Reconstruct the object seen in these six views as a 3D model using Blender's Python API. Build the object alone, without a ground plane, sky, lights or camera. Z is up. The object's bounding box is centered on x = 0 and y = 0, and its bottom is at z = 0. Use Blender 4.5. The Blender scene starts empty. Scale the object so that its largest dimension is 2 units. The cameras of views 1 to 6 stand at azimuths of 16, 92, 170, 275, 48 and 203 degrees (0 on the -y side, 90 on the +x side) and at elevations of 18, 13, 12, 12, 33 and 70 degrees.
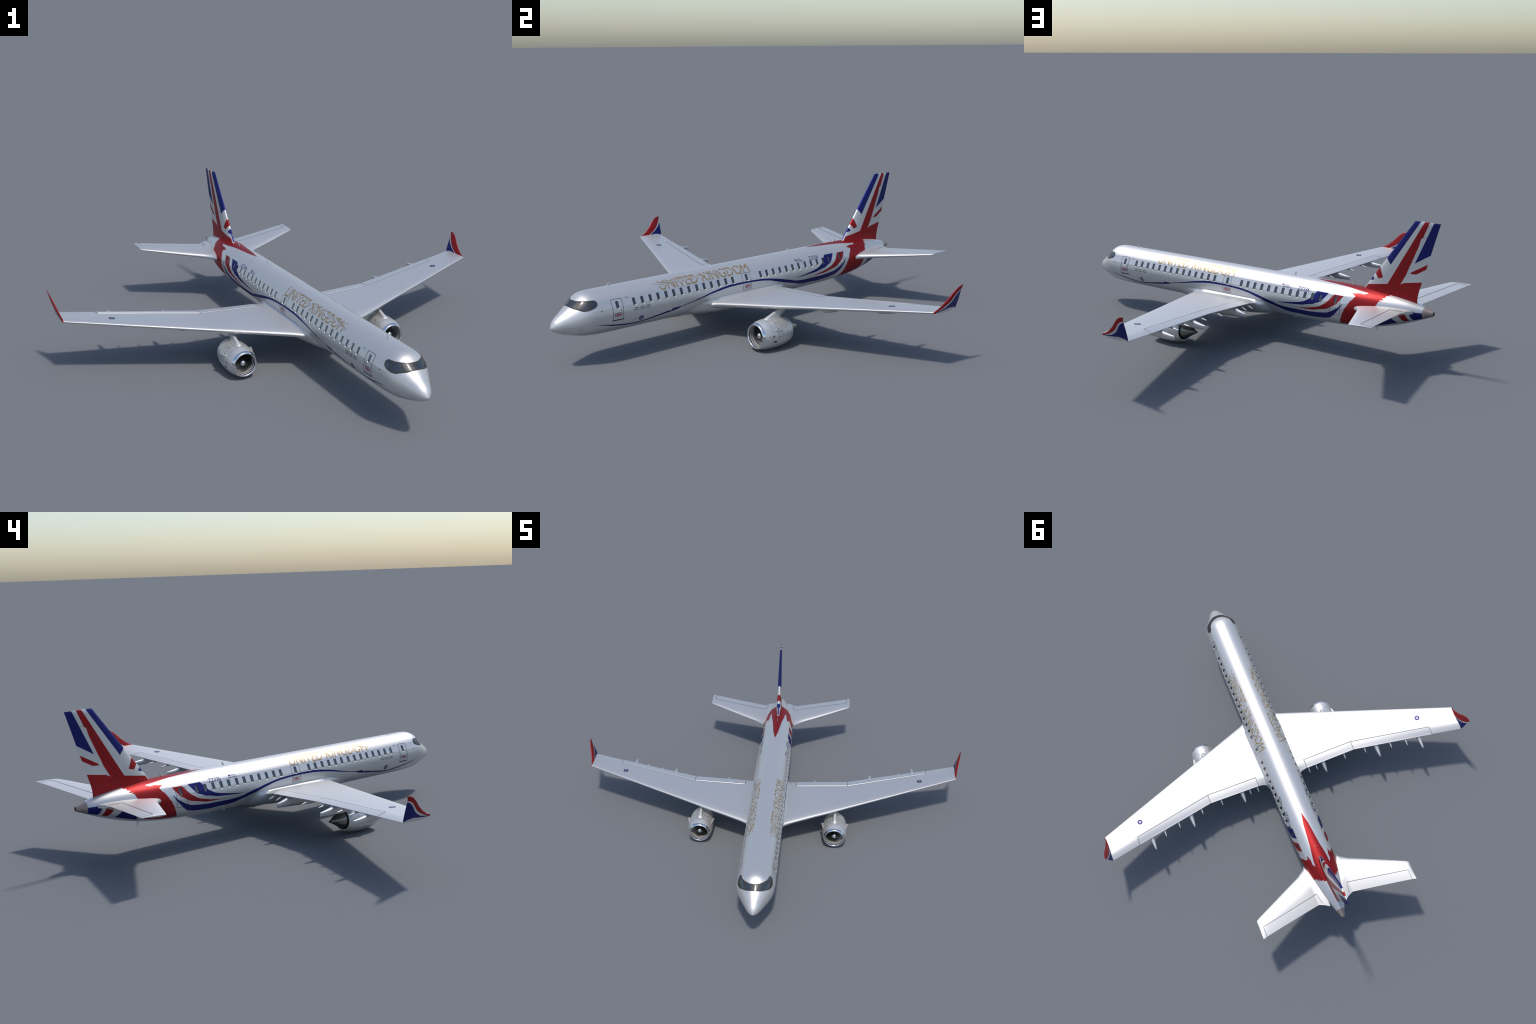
"""Narrow-body jet airliner in a white, red and blue national livery, wheels up.

Everything is modelled in the aircraft's own axes: X runs forward to the nose,
Y to port, Z up.  A single Empty turns the finished aircraft to its heading.
"""
import bpy, bmesh, math
import numpy as np
from math import sin, cos, radians, degrees, pi, atan2, hypot
from mathutils import Vector

scene = bpy.context.scene
COL = scene.collection

# ------------------------------------------------------------------ root
HEADING, LATERAL, FORWARD, SIZE = radians(-47.0), 0.0160, -0.0007, 0.998
root = bpy.data.objects.new("airliner", None)
COL.objects.link(root)
root.rotation_euler = (0, 0, HEADING)
root.location = (cos(HEADING)*FORWARD - sin(HEADING)*LATERAL, sin(HEADING)*FORWARD + cos(HEADING)*LATERAL, 0)
root.scale = (SIZE, SIZE, SIZE)
root["label"] = "white twin-engine jet airliner with red and blue flag tail"
root["category"] = "airplane"


# ------------------------------------------------------------------ helpers
def pchip(xs, ys):
    """Monotone cubic through (xs, ys), returned as a function."""
    o = np.argsort(xs)
    x, y = np.array(xs, float)[o], np.array(ys, float)[o]
    h = np.diff(x)
    d = np.diff(y) / h
    m = np.zeros(len(x))
    same = d[:-1] * d[1:] > 0
    m[1:-1][same] = 2 * d[:-1][same] * d[1:][same] / (d[:-1][same] + d[1:][same])
    m[0], m[-1] = d[0], d[-1]

    def f(q):
        q = min(max(q, x[0]), x[-1])
        i = min(max(int(np.searchsorted(x, q)) - 1, 0), len(h) - 1)
        t = (q - x[i]) / h[i]
        return float((2*t**3 - 3*t*t + 1) * y[i] + (t**3 - 2*t*t + t) * h[i] * m[i]
                     + (3*t*t - 2*t**3) * y[i+1] + (t**3 - t*t) * h[i] * m[i+1])
    return f


def lerp_table(xs, ys):
    return lambda q: float(np.interp(q, xs, ys))


def add(name, me, parent, mat=None, smooth=True, angle=35):
    ob = bpy.data.objects.new(name, me)
    COL.objects.link(ob)
    ob.parent = parent
    if mat and not me.materials:
        me.materials.append(mat)
    if smooth:
        me.shade_smooth()
        me.set_sharp_from_angle(angle=radians(angle))
    return ob


def mesh(name, verts, faces):
    me = bpy.data.meshes.new(name)
    me.from_pydata([tuple(v) for v in verts], [], faces)
    bm = bmesh.new()
    bm.from_mesh(me)
    bmesh.ops.remove_doubles(bm, verts=bm.verts, dist=1e-6)
    bmesh.ops.dissolve_degenerate(bm, edges=bm.edges, dist=1e-7)
    bmesh.ops.recalc_face_normals(bm, faces=bm.faces)
    bm.to_mesh(me)
    bm.free()
    return me


def loft(name, rings, cap0=True, cap1=True, closed=True):
    n = len(rings[0])
    V = [p for r in rings for p in r]
    Fs = []
    m = n if closed else n - 1
    for i in range(len(rings) - 1):
        for j in range(m):
            k = (j + 1) % n
            Fs.append((i*n + j, i*n + k, (i+1)*n + k, (i+1)*n + j))
    if cap0:
        Fs.append(tuple(range(n)))
    if cap1:
        Fs.append(tuple(range((len(rings)-1)*n, len(rings)*n)))
    return mesh(name, V, Fs)


def revolve(name, profile, y0, z0, n=64, close_ends=(False, False)):
    rings = [[(x, y0 + r*sin(2*pi*j/n), z0 + r*cos(2*pi*j/n)) for j in range(n)] for x, r in profile]
    return loft(name, rings, *close_ends)


def mirrored(me):
    m2 = me.copy()
    bm = bmesh.new()
    bm.from_mesh(m2)
    for v in bm.verts:
        v.co.y = -v.co.y
    bmesh.ops.reverse_faces(bm, faces=bm.faces)
    bm.to_mesh(m2)
    bm.free()
    return m2


# ------------------------------------------------------------------ materials
WHITE = (0.61, 0.605, 0.60)
RED = (0.315, 0.011, 0.013)
BLUE = (0.010, 0.0145, 0.14)
GOLD = (0.42, 0.275, 0.105)
INK = (0.02, 0.025, 0.16)
DARK = (0.035, 0.035, 0.035)


class Shader:
    """Tiny builder for procedural node materials."""

    def __init__(s, name, rough=0.3, metal=0.0, color=WHITE, spec=0.5, coat=0.0):
        s.mat = bpy.data.materials.new(name)
        s.mat.use_nodes = True
        s.nt = s.mat.node_tree
        s.bsdf = s.nt.nodes["Principled BSDF"]
        s.bsdf.inputs["Roughness"].default_value = rough
        s.bsdf.inputs["Metallic"].default_value = metal
        s.bsdf.inputs["Specular IOR Level"].default_value = spec
        s.bsdf.inputs["Coat Weight"].default_value = coat
        s.bsdf.inputs["Coat Roughness"].default_value = 0.08
        s.bsdf.inputs["Base Color"].default_value = (*color, 1)
        s._xyz = None

    def link(s, a, b):
        if isinstance(a, (int, float)):
            b.default_value = a
        else:
            s.nt.links.new(a, b)

    def m(s, op, a, b=None, c=None):
        n = s.nt.nodes.new("ShaderNodeMath")
        n.operation = op
        for k, v in enumerate((a, b, c)):
            if v is not None:
                s.link(v, n.inputs[k])
        return n.outputs[0]

    @property
    def xyz(s):
        if s._xyz is None:
            t = s.nt.nodes.new("ShaderNodeTexCoord")
            sp = s.nt.nodes.new("ShaderNodeSeparateXYZ")
            s.nt.links.new(t.outputs["Object"], sp.inputs[0])
            s.vec = t.outputs["Object"]
            s._xyz = tuple(sp.outputs)
        return s._xyz

    def curve(s, src, pts):
        """Piecewise-linear function of a socket, given as (input, output) points."""
        pts = sorted(pts)
        x0, x1 = pts[0][0], pts[-1][0]
        ys = [p[1] for p in pts]
        y0, y1 = min(ys), max(ys)
        if y1 - y0 < 1e-6:
            y1 = y0 + 1e-3
        t = s.m("MULTIPLY_ADD", src, 1/(x1-x0), -x0/(x1-x0))
        n = s.nt.nodes.new("ShaderNodeFloatCurve")
        c = n.mapping.curves[0]
        q = [((a-x0)/(x1-x0), (b-y0)/(y1-y0)) for a, b in pts]
        c.points[0].location, c.points[1].location = q[0], q[-1]
        for p in q[1:-1]:
            c.points.new(*p)
        for p in c.points:
            p.handle_type = "VECTOR"
        n.mapping.update()
        s.link(t, n.inputs["Value"])
        return s.m("MULTIPLY_ADD", n.outputs[0], y1-y0, y0)

    def lt(s, a, b):
        return s.m("LESS_THAN", a, b)

    def gt(s, a, b):
        return s.m("GREATER_THAN", a, b)

    def all(s, *k):
        r = k[0]
        for q in k[1:]:
            r = s.m("MULTIPLY", r, q)
        return r

    def any(s, *k):
        r = k[0]
        for q in k[1:]:
            r = s.m("MAXIMUM", r, q)
        return r

    def poly(s, u, v, pts):
        """Mask of a convex polygon in two socket coordinates."""
        cx = sum(p[0] for p in pts)/len(pts)
        cy = sum(p[1] for p in pts)/len(pts)
        acc = None
        for i, p in enumerate(pts):
            q = pts[(i+1) % len(pts)]
            a, b = -(q[1]-p[1]), q[0]-p[0]
            c = -(a*p[0] + b*p[1])
            if a*cx + b*cy + c < 0:
                a, b, c = -a, -b, -c
            d = s.m("MULTIPLY_ADD", v, b, s.m("MULTIPLY_ADD", u, a, c))
            acc = d if acc is None else s.m("MINIMUM", acc, d)
        return s.gt(acc, 0.0)

    def layers(s, base, *layers):
        cur = None
        for mask, col in layers:
            n = s.nt.nodes.new("ShaderNodeMix")
            n.data_type = "RGBA"
            s.link(mask, n.inputs["Factor"])
            if cur is None:
                n.inputs["A"].default_value = (*base, 1)
            else:
                s.nt.links.new(cur, n.inputs["A"])
            n.inputs["B"].default_value = (*col, 1)
            cur = n.outputs["Result"]
        s.nt.links.new(cur, s.bsdf.inputs["Base Color"])
        return s.mat


PAINT_ROUGH, PAINT_METAL = 0.45, 0.66
white_paint = Shader("white_paint", PAINT_ROUGH, PAINT_METAL).mat
seam_mat = Shader("panel_seam", 0.6, color=(0.05, 0.05, 0.055)).mat
dark_mat = Shader("dark_fitting", 0.5, color=DARK).mat
olive_mat = Shader("vent_slat", 0.5, color=(0.07, 0.065, 0.035)).mat
grey_dot_mat = Shader("grey_fitting", 0.5, color=(0.18, 0.18, 0.20)).mat
gold_mat = Shader("gold_lettering", PAINT_ROUGH, PAINT_METAL, color=GOLD).mat
ink_mat = Shader("blue_lettering", PAINT_ROUGH, PAINT_METAL, color=INK).mat
_glass = Shader("window_glass", 0.07, color=(0.010, 0.013, 0.016))
_glass.bsdf.inputs["IOR"].default_value = 2.1
glass_mat = _glass.mat
frame_mat = Shader("windshield_frame", 0.35, color=(0.05, 0.05, 0.045), spec=0.15).mat
chrome_mat = Shader("polished_lip", 0.10, metal=1.0, color=(0.78, 0.79, 0.81)).mat
nacelle_mat_base = (0.65, 0.64, 0.63)
duct_mat = Shader("inlet_liner", 0.45, 0.4, color=(0.48, 0.47, 0.46)).mat
black_mat = Shader("black_gap", 0.5, color=(0.008, 0.008, 0.008)).mat
blade_mat = Shader("fan_blade_metal", 0.3, metal=0.85, color=(0.24, 0.24, 0.24)).mat
hub_mat = Shader("fan_hub_metal", 0.4, metal=0.6, color=(0.06, 0.06, 0.06)).mat
cone_mat = Shader("exhaust_metal", 0.28, metal=1.0, color=(0.25, 0.24, 0.225)).mat
apu_mat = Shader("tail_pipe_metal", 0.45, metal=0.6, color=(0.36, 0.28, 0.235)).mat

# ------------------------------------------------------------------ fuselage shape
# stations: X, top z, bottom z  (round sections)
STATIONS = [(-.9325, .2868, .2644), (-.895, .2990, .2492), (-.86, .3095, .2340), (-.80, .3248, .2110), (-.70, .3408, .1795),
            (-.60, .3490, .1580), (-.50, .3522, .1455), (-.40, .3528, .1385), (-.30, .353, .1350),
            (-.20, .353, .1332), (-.10, .353, .1325), (.40, .353, .1325), (1.05, .353, .1325), (1.12, .353, .1335),
            (1.16, .353, .1350), (1.185, .3522, .1368), (1.20, .3506, .1380), (1.215, .3472, .1398), (1.23, .3405, .1422),
            (1.245, .3300, .1452), (1.26, .3178, .1485), (1.275, .3050, .1523), (1.29, .2928, .1565), (1.32, .2697, .1662),
            (1.345, .2520, .1750), (1.362, .2365, .1845), (1.372, .2215, .1925), (1.377, .2110, .1980), (1.379, .2035, .2035)]
X_NOSE, X_TAIL = 1.379, -.9325


def _s(x):
    return math.sqrt(max(X_NOSE - x, 0))


_top = pchip([_s(a) for a, b, c in STATIONS], [b for a, b, c in STATIONS])
_bot = pchip([_s(a) for a, b, c in STATIONS], [c for a, b, c in STATIONS])


def fus_rc(x):
    t, b = _top(_s(x)), _bot(_s(x))
    return (t - b) / 2, (t + b) / 2


# the window belt is made of flat panels between these angles from the crown
BELT = [53.2, 74.5, 86.0]


def belt_strength(x):
    if x > 1.0:
        return max(0, min(1, (1.23 - x) / .05))
    return max(0, min(1, (x + .60) / .14))


def fus_pt(x, th, off=0.0):
    """Point on the hull at station x and angle th (degrees from the crown, + is port)."""
    r, zc = fus_rc(x)
    a = abs(th)
    g = 1.0
    for lo, hi in zip(BELT[:-1], BELT[1:]):
        if lo < a < hi:
            f = cos(radians((hi-lo)/2)) / cos(radians(a - (lo+hi)/2))
            g = 1 + (f - 1) * belt_strength(x)
    rr = r * g
    p = Vector((x, rr*sin(radians(th)), zc + rr*cos(radians(th))))
    if off:
        e = .002
        u = fus_pt(min(x+e, X_NOSE-.0005), th) - fus_pt(x-e, th)
        a0 = th
        for c in BELT:                       # keep the tangent inside one panel
            if abs(a - c) < .35:
                a0 = math.copysign(c + (.4 if a >= c else -.4), th)
        v = fus_pt(x, a0+.3) - fus_pt(x, a0-.3)
        n = u.cross(v)
        if n.length > 0:
            n.normalize()
            if n.y*sin(radians(th)) + n.z*cos(radians(th)) < 0:
                n = -n
            p = p + n * off
    return p


def th_at_z(x, z):
    """Angle at which the hull reaches height z."""
    lo, hi = 0.0, 180.0
    for _ in range(40):
        md = (lo+hi)/2
        if fus_pt(x, md).z > z:
            lo = md
        else:
            hi = md
    return lo


# ------------------------------------------------------------------ livery of the hull
def hull_material():
    s = Shader("hull_livery", PAINT_ROUGH, PAINT_METAL)
    x, y, z = s.xyz
    ys = np.linspace(-.93, -.1, 16)
    zc = s.curve(x, [(float(v), fus_rc(float(v))[1]) for v in ys] + [(1.38, fus_rc(0)[1])])
    th = s.m("MULTIPLY", s.m("ARCTAN2", s.m("ABSOLUTE", y), s.m("SUBTRACT", z, zc)), 180/pi)

    def band(up, lo):
        x0 = max(min(p[0] for p in up), min(p[0] for p in lo))
        x1 = min(max(p[0] for p in up), max(p[0] for p in lo))
        return s.all(s.lt(z, s.curve(x, up)), s.gt(z, s.curve(x, lo)), s.gt(x, x0), s.lt(x, x1))

    # long blue ribbon, split into a forward and an aft half for accuracy
    fwd = band([(.40, .264), (.45, .2585), (.519, .247), (.585, .2315), (.648, .2185), (.704, .2088), (.712, .2085), (.757, .2075),
                (.766, .1965), (.784, .1985), (.828, .191), (.899, .179), (.94, .174), (.97, .1725), (1.02, .1775), (1.048, .181), (1.097, .189), (1.137, .1965), (1.192, .206)],
               [(.40, .2525), (.436, .249), (.52, .2378), (.584, .2255), (.647, .2145), (.706, .2045), (.720, .1985), (.770, .189),
                (.826, .1825), (.896, .172), (.94, .167), (.967, .166), (1.02, .170), (1.046, .173), (1.097, .1815), (1.163, .1975), (1.192, .205)])
    aft = band([(-.477, .277), (-.451, .253), (-.444, .247), (-.418, .232), (-.409, .226), (-.376, .213), (-.33, .207), (-.279, .2025), (-.224, .202), (-.145, .2005),
                (-.095, .203), (-.059, .209), (-.051, .2135), (.0, .2255), (.061, .2405), (.119, .2515), (.17, .2585), (.231, .2617), (.31, .2642), (.40, .264)],
               [(-.477, .276), (-.460, .250), (-.440, .2275), (-.42, .2065), (-.392, .187), (-.352, .178), (-.30, .1735), (-.256, .1715), (-.184, .1745), (-.154, .1735),
                (-.107, .179), (-.083, .1875), (.019, .2125), (.078, .229), (.119, .2405), (.173, .2485), (.231, .2525), (.31, .2545), (.40, .2525)])
    blue2 = band([(-.381, .3125), (-.311, .3125), (-.299, .2985), (-.294, .293), (-.275, .271), (-.241, .2525), (-.208, .2435), (-.145, .2325), (-.066, .2218)],
                 [(-.381, .3115), (-.361, .2855), (-.344, .265), (-.311, .2535), (-.300, .2465), (-.27, .242), (-.229, .232), (-.155, .2255), (-.105, .2222), (-.066, .2215)])
    red2 = band([(-.470, .3105), (-.416, .3105), (-.398, .2885), (-.378, .267), (-.343, .244), (-.329, .238), (-.271, .2230), (-.210, .2145), (-.150, .2122)],
                [(-.470, .3095), (-.447, .2775), (-.438, .2675), (-.403, .2465), (-.388, .237), (-.365, .231), (-.312, .2195), (-.297, .2155), (-.250, .2125), (-.150, .2115)])
    # red tail band: X limits as functions of the angle from the crown
    front = s.curve(th, [(0, -.50), (34, -.500), (37, -.503), (42, -.513), (45, -.525), (48, -.534), (52, -.5305), (61, -.522), (63, -.515), (73, -.505), (80, -.498),
                         (93, -.481), (95, -.483), (101, -.474), (116, -.462), (119, -.457), (132, -.449), (142, -.437), (180, -.430)])
    rear = s.curve(th, [(0, -.70), (23.5, -.70), (24, -.687), (35, -.690), (39, -.673), (42, -.684), (46, -.684), (47, -.664), (50, -.676), (53, -.664), (65, -.659),
                        (71, -.650), (100, -.638), (128, -.622), (142, -.613), (143, -.58), (146, -.52), (180, -.50)])
    band_mask = s.all(s.lt(x, front), s.gt(x, rear), s.lt(th, s.curve(x, [(-.70, 144), (-.50, 146), (-.43, 143)])))
    # white notch between the dorsal spear and the band
    notch_top = s.curve(x, [(-.70, 27), (-.592, 29), (-.585, 28.5), (-.556, 27), (-.527, 24), (-.468, 17.5), (-.40, 13), (-.32, 8.5), (-.24, 0)])
    notch_bot = s.curve(x, [(-.70, 27), (-.592, 29.5), (-.586, 33), (-.572, 36.5), (-.545, 35.0), (-.535, 37.5), (-.500, 41), (-.24, 60)])
    notch = s.all(s.gt(th, notch_top), s.lt(th, notch_bot), s.gt(x, -.592))
    spear = s.all(s.lt(th, notch_top), s.lt(x, -.24), s.gt(x, -.592))
    tail_top = s.all(s.lt(th, 27.5), s.lt(x, -.58), s.gt(x, -.688))
    red_tail = s.any(spear, tail_top, s.m("MULTIPLY", band_mask, s.m("SUBTRACT", 1.0, notch)))
    # flag fragments under the tailplane
    fa = s.poly(x, th, [(-.722, 95), (-.742, 114), (-.763, 138), (-.648, 147), (-.655, 136), (-.695, 95)])
    fb = s.poly(x, th, [(-.806, 93), (-.772, 100), (-.796, 137), (-.823, 139)])
    fc = s.poly(x, th, [(-.886, 80), (-.842, 78.5), (-.824, 95), (-.8405, 138), (-.886, 147)])
    return s.layers(WHITE, (s.any(fwd, aft, blue2, fa, fc), BLUE), (s.any(red2, red_tail, fb), RED))


# ------------------------------------------------------------------ fuselage mesh
def theta_list():
    half = list(np.linspace(0, BELT[0], 19)) + list(np.linspace(BELT[0], BELT[1], 4))[1:] + list(np.linspace(BELT[1], BELT[2], 4))[1:] + [95.5] + list(np.linspace(104, 180, 25))
    return half + [-t for t in half[-2:0:-1]]


def build_fuselage():
    ths = theta_list()
    s_max = _s(1.16)
    xs = [X_NOSE - (s_max * k / 34)**2 for k in range(1, 35)]
    xs += list(np.linspace(1.16, -.30, 40))[1:] + list(np.linspace(-.30, X_TAIL + .0485, 30))[1:]
    rings = [[fus_pt(x, t) for t in ths] for x in xs]
    n = len(ths)
    V = [p for r in rings for p in r]
    Fs = []
    for i in range(len(rings)-1):
        for j in range(n):
            k = (j+1) % n
            Fs.append((i*n+j, i*n+k, (i+1)*n+k, (i+1)*n+j))
    tip = len(V)
    V.append(Vector((X_NOSE, 0, fus_rc(X_NOSE)[1])))
    Fs += [(tip, (j+1) % n, j) for j in range(n)]
    Fs.append(tuple(range((len(rings)-1)*n, len(rings)*n)))
    return mesh("fuselage", V, Fs)


CABIN = [.981, .934, .887, .841, .793, .747, .700, .653, .604, .558, .511, .464, .416, .370,
         .179, .134, .087, .039, -.008, -.055, -.101, -.150, -.196, -.243, -.290, -.338]
DOOR_WIN = [1.075, .277, -.429]
W_HALF, W_TH0, W_TH1 = .0085, 58.7, 77.4


def window_outline(x0, n=5, grow=0.0):
    """Rounded window outline as (x, theta) pairs; grow widens it towards the sill."""
    r_ang = degrees(.0048 / .11)
    out = []
    for sx, st, a0 in ((1, 1, 0), (-1, 1, 90), (-1, -1, 180), (1, -1, 270)):
        for k in range(n):
            a = radians(a0 + 90*k/(n-1))
            cx = x0 + sx*(W_HALF + .0005*grow - .0048)
            ct = (W_TH1 + 1.5*grow - r_ang if st > 0 else W_TH0 - .2*grow + r_ang)
            out.append((cx + .0048*cos(a), ct + r_ang*sin(a)))
    return out


fus_me = build_fuselage()
hull_mat = hull_material()
fuselage = add("fuselage", fus_me, root, hull_mat)

cut_v, cut_f = [], []
for side in (1, -1):
    for x0 in CABIN + DOOR_WIN:
        o = window_outline(x0)
        b = len(cut_v)
        nd = Vector((0, sin(radians(68))*side, cos(radians(68))))
        wide = window_outline(x0, grow=1.0)
        inner = [fus_pt(x, t*side) - nd*.0036 for x, t in o]
        outer = [fus_pt(x, t*side) for x, t in wide]
        outer = [w + (w - i)*1.1 for w, i in zip(outer, inner)]
        n = len(o)
        cut_v += outer + inner
        cut_f += [(b+i, b+(i+1) % n, b+n+(i+1) % n, b+n+i) for i in range(n)]
        cut_f += [tuple(range(b, b+n)), tuple(range(b+n, b+2*n))]
cutter = bpy.data.objects.new("cutter", mesh("cutter", cut_v, cut_f))
COL.objects.link(cutter)
mod = fuselage.modifiers.new("windows", "BOOLEAN")
mod.operation, mod.solver, mod.object = "DIFFERENCE", "EXACT", cutter
cutter.parent = root
bpy.context.view_layer.update()
dg = bpy.context.evaluated_depsgraph_get()
new_me = bpy.data.meshes.new_from_object(fuselage.evaluated_get(dg))
fuselage.modifiers.clear()
fuselage.data = new_me
new_me.name = "fuselage"
bpy.data.objects.remove(cutter)
while len(new_me.materials) > 1:
    new_me.materials.pop()
new_me.polygons.foreach_set("material_index", [0]*len(new_me.polygons))
new_me.shade_smooth()
new_me.set_sharp_from_angle(angle=radians(35))
sharp = new_me.attributes.get("sharp_edge") or new_me.attributes.new("sharp_edge", "BOOLEAN", "EDGE")


def hull_angle(v):
    r, zc = fus_rc(v.x)
    return degrees(atan2(abs(v.y), v.z - zc))


for e in new_me.edges:
    a, b = (new_me.vertices[i].co for i in e.vertices)
    if -.52 < min(a.x, b.x) and max(a.x, b.x) < 1.21 and abs(a.x-b.x) > 1e-4:
        ta, tb = hull_angle(a), hull_angle(b)
        if any(abs(ta-c) < .12 and abs(tb-c) < .12 for c in BELT[:2]):
            sharp.data[e.index].value = True


# ------------------------------------------------------------------ pieces lying on the hull
def split2d(bm, du, dv, cuts_v=()):
    """Slice a flat 2D mesh along a grid so that it can be wrapped round the hull."""
    xs = [v.co.x for v in bm.verts]
    ys = [v.co.y for v in bm.verts]
    for axis, lo, hi, d in ((0, min(xs), max(xs), du), (1, min(ys), max(ys), dv)):
        vals = [] if d is None else list(np.arange(lo + d, hi, d))
        if axis == 1:
            vals += [c for c in cuts_v if lo < c < hi]
        for c in vals:
            co = [0, 0, 0]
            no = [0, 0, 0]
            co[axis], no[axis] = c, 1
            bmesh.ops.bisect_plane(bm, geom=bm.verts[:] + bm.edges[:] + bm.faces[:], plane_co=co, plane_no=no, dist=1e-7)


def wrap(name, polys, side, off, mat, parent, du=.01, dv=4.0, warp=None):
    """Polygons given in (x, theta) wrapped on to the hull, lifted by off."""
    bm = bmesh.new()
    for p in polys:
        bm.faces.new([bm.verts.new((a, b, 0)) for a, b in p])
    return finish_wrap(name, bm, side, off, mat, parent, du, dv, warp)


def finish_wrap(name, bm, side, off, mat, parent, du, dv, warp=None, origin=None):
    split2d(bm, du, dv, BELT)
    bmesh.ops.triangulate(bm, faces=[f for f in bm.faces if len(f.verts) > 4])
    for v in bm.verts:
        x, t = v.co.x, v.co.y
        if warp:
            x, t = warp(x, t)
        v.co = fus_pt(x, t*side, off)
    for f in bm.faces:
        f.normal_update()
        c = f.calc_center_median()
        if f.normal.y*c.y + f.normal.z*(c.z - fus_rc(c.x)[1]) < 0:
            f.normal_flip()
    me = bpy.data.meshes.new(name)
    if origin is not None:
        for v in bm.verts:
            v.co -= origin
    bm.to_mesh(me)
    bm.free()
    ob = add(name, me, parent, mat, angle=12)
    if origin is not None:
        ob.location = origin
    return ob


def strip(pts, w, tw=None):
    """Closed or open polyline in (x, theta) widened to quads; w in metres."""
    out = []
    k = 1/.11 * 180/pi
    for (x0, t0), (x1, t1) in zip(pts[:-1], pts[1:]):
        dx, dt = x1-x0, (t1-t0)/k
        L = hypot(dx, dt) or 1
        nx, nt = -dt/L*w/2, dx/L*w/2*k
        ex, et = dx/L*w*.35, dt/L*w*.35*k
        out.append([(x0-ex+nx, t0-et+nt), (x1+ex+nx, t1+et+nt), (x1+ex-nx, t1+et-nt), (x0-ex-nx, t0-et-nt)])
    return out


def disc(x, t, r, n=20):
    k = 180/pi/.11
    return [(x + r*cos(2*pi*i/n), t + r*k*sin(2*pi*i/n)) for i in range(n)]


# cabin windows: glass set back behind the skin, made of the same flat panels
for side in (1, -1):
    for x0 in CABIN + DOOR_WIN:
        wrap("passenger_window", [window_outline(x0)], side, -.0030, glass_mat, fuselage, du=None, dv=None)

# cockpit glazing
FRAME = [(1.2575, 0), (1.2565, 8), (1.2525, 19), (1.246, 25), (1.238, 32), (1.221, 40.5), (1.205, 43.5), (1.188, 45), (1.181, 47.5), (1.1765, 52),
         (1.1755, 55), (1.178, 60), (1.1835, 63.5), (1.197, 66.5), (1.212, 68.2), (1.229, 68.3), (1.2445, 65), (1.253, 60.5), (1.262, 53), (1.271, 45),
         (1.2785, 36), (1.2835, 25), (1.2865, 12), (1.2875, 0)]
full = FRAME + [(x, -t) for x, t in FRAME[-2:0:-1]]
bm = bmesh.new()
bm.faces.new([bm.verts.new((a, b, 0)) for a, b in full])
finish_wrap("windshield_frame", bm, 1, .0006, frame_mat, fuselage, .006, 4.0)


def rounded(poly, f=.22, n=4):
    """Round the corners of a polygon."""
    out = []
    m = len(poly)
    for i in range(m):
        p, a, b = np.array(poly[i]), np.array(poly[i-1]), np.array(poly[(i+1) % m])
        s0, s1 = p + (a-p)*f, p + (b-p)*f
        for k in range(n+1):
            t = k/n
            out.append(tuple((1-t)**2*s0 + 2*t*(1-t)*p + t*t*s1))
    return out


PANES = [[(1.2625, 4), (1.257, 17), (1.2445, 31), (1.258, 35.5), (1.270, 36.5), (1.278, 28), (1.2835, 14), (1.2845, 3.5)],
         [(1.2385, 36.5), (1.222, 43.3), (1.218, 50), (1.219, 58), (1.2265, 65.0), (1.243, 61.5), (1.2555, 53.5), (1.267, 44.5), (1.256, 40)],
         [(1.213, 44.5), (1.187, 47.6), (1.1815, 53.5), (1.184, 59.5), (1.195, 63.5), (1.2145, 64.3), (1.210, 57), (1.2095, 50)]]
for side in (1, -1):
    for p in PANES:
        wrap("cockpit_window", [rounded(p)], side, .0012, glass_mat, fuselage, .006, 4.0)


# doors: dark outline with a sill, a handle and a flag
def door(x0, x1, z0, z1, w, sill, wobble=False, rnd=.005):
    xm = (x0+x1)/2
    ta, tb = th_at_z(xm, z1), th_at_z(xm, z0)
    k = 180/pi/.11
    r = rnd
    if wobble:
        right = [(x1, ta + 3), (x1+.002, 80), (x1+.004, 87), (x1-.001, 93.5), (x1, 99), (x1, tb)]
        left = [(x0, tb), (x0, 100), (x0-.003, 94), (x0, 88), (x0-.001, 80), (x0, ta + 3)]
    else:
        right = [(x1, ta + r*k), (x1, (ta+tb)/2), (x1, tb)]
        left = [(x0, tb), (x0, (ta+tb)/2), (x0, ta + r*k)]
    loop = [(x0, ta + r*k), (x0 + r*.3, ta + r*k*.3), (x0 + r, ta), (x1 - r, ta), (x1 - r*.3, ta + r*k*.3)] + right + left
    polys = strip(loop, w)
    if sill:
        polys.append([(x0-.002, tb-.1), (x1+.002, tb-.1), (x1+.003, tb+2.6), (x0-.003, tb+2.6)])
    return polys


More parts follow.
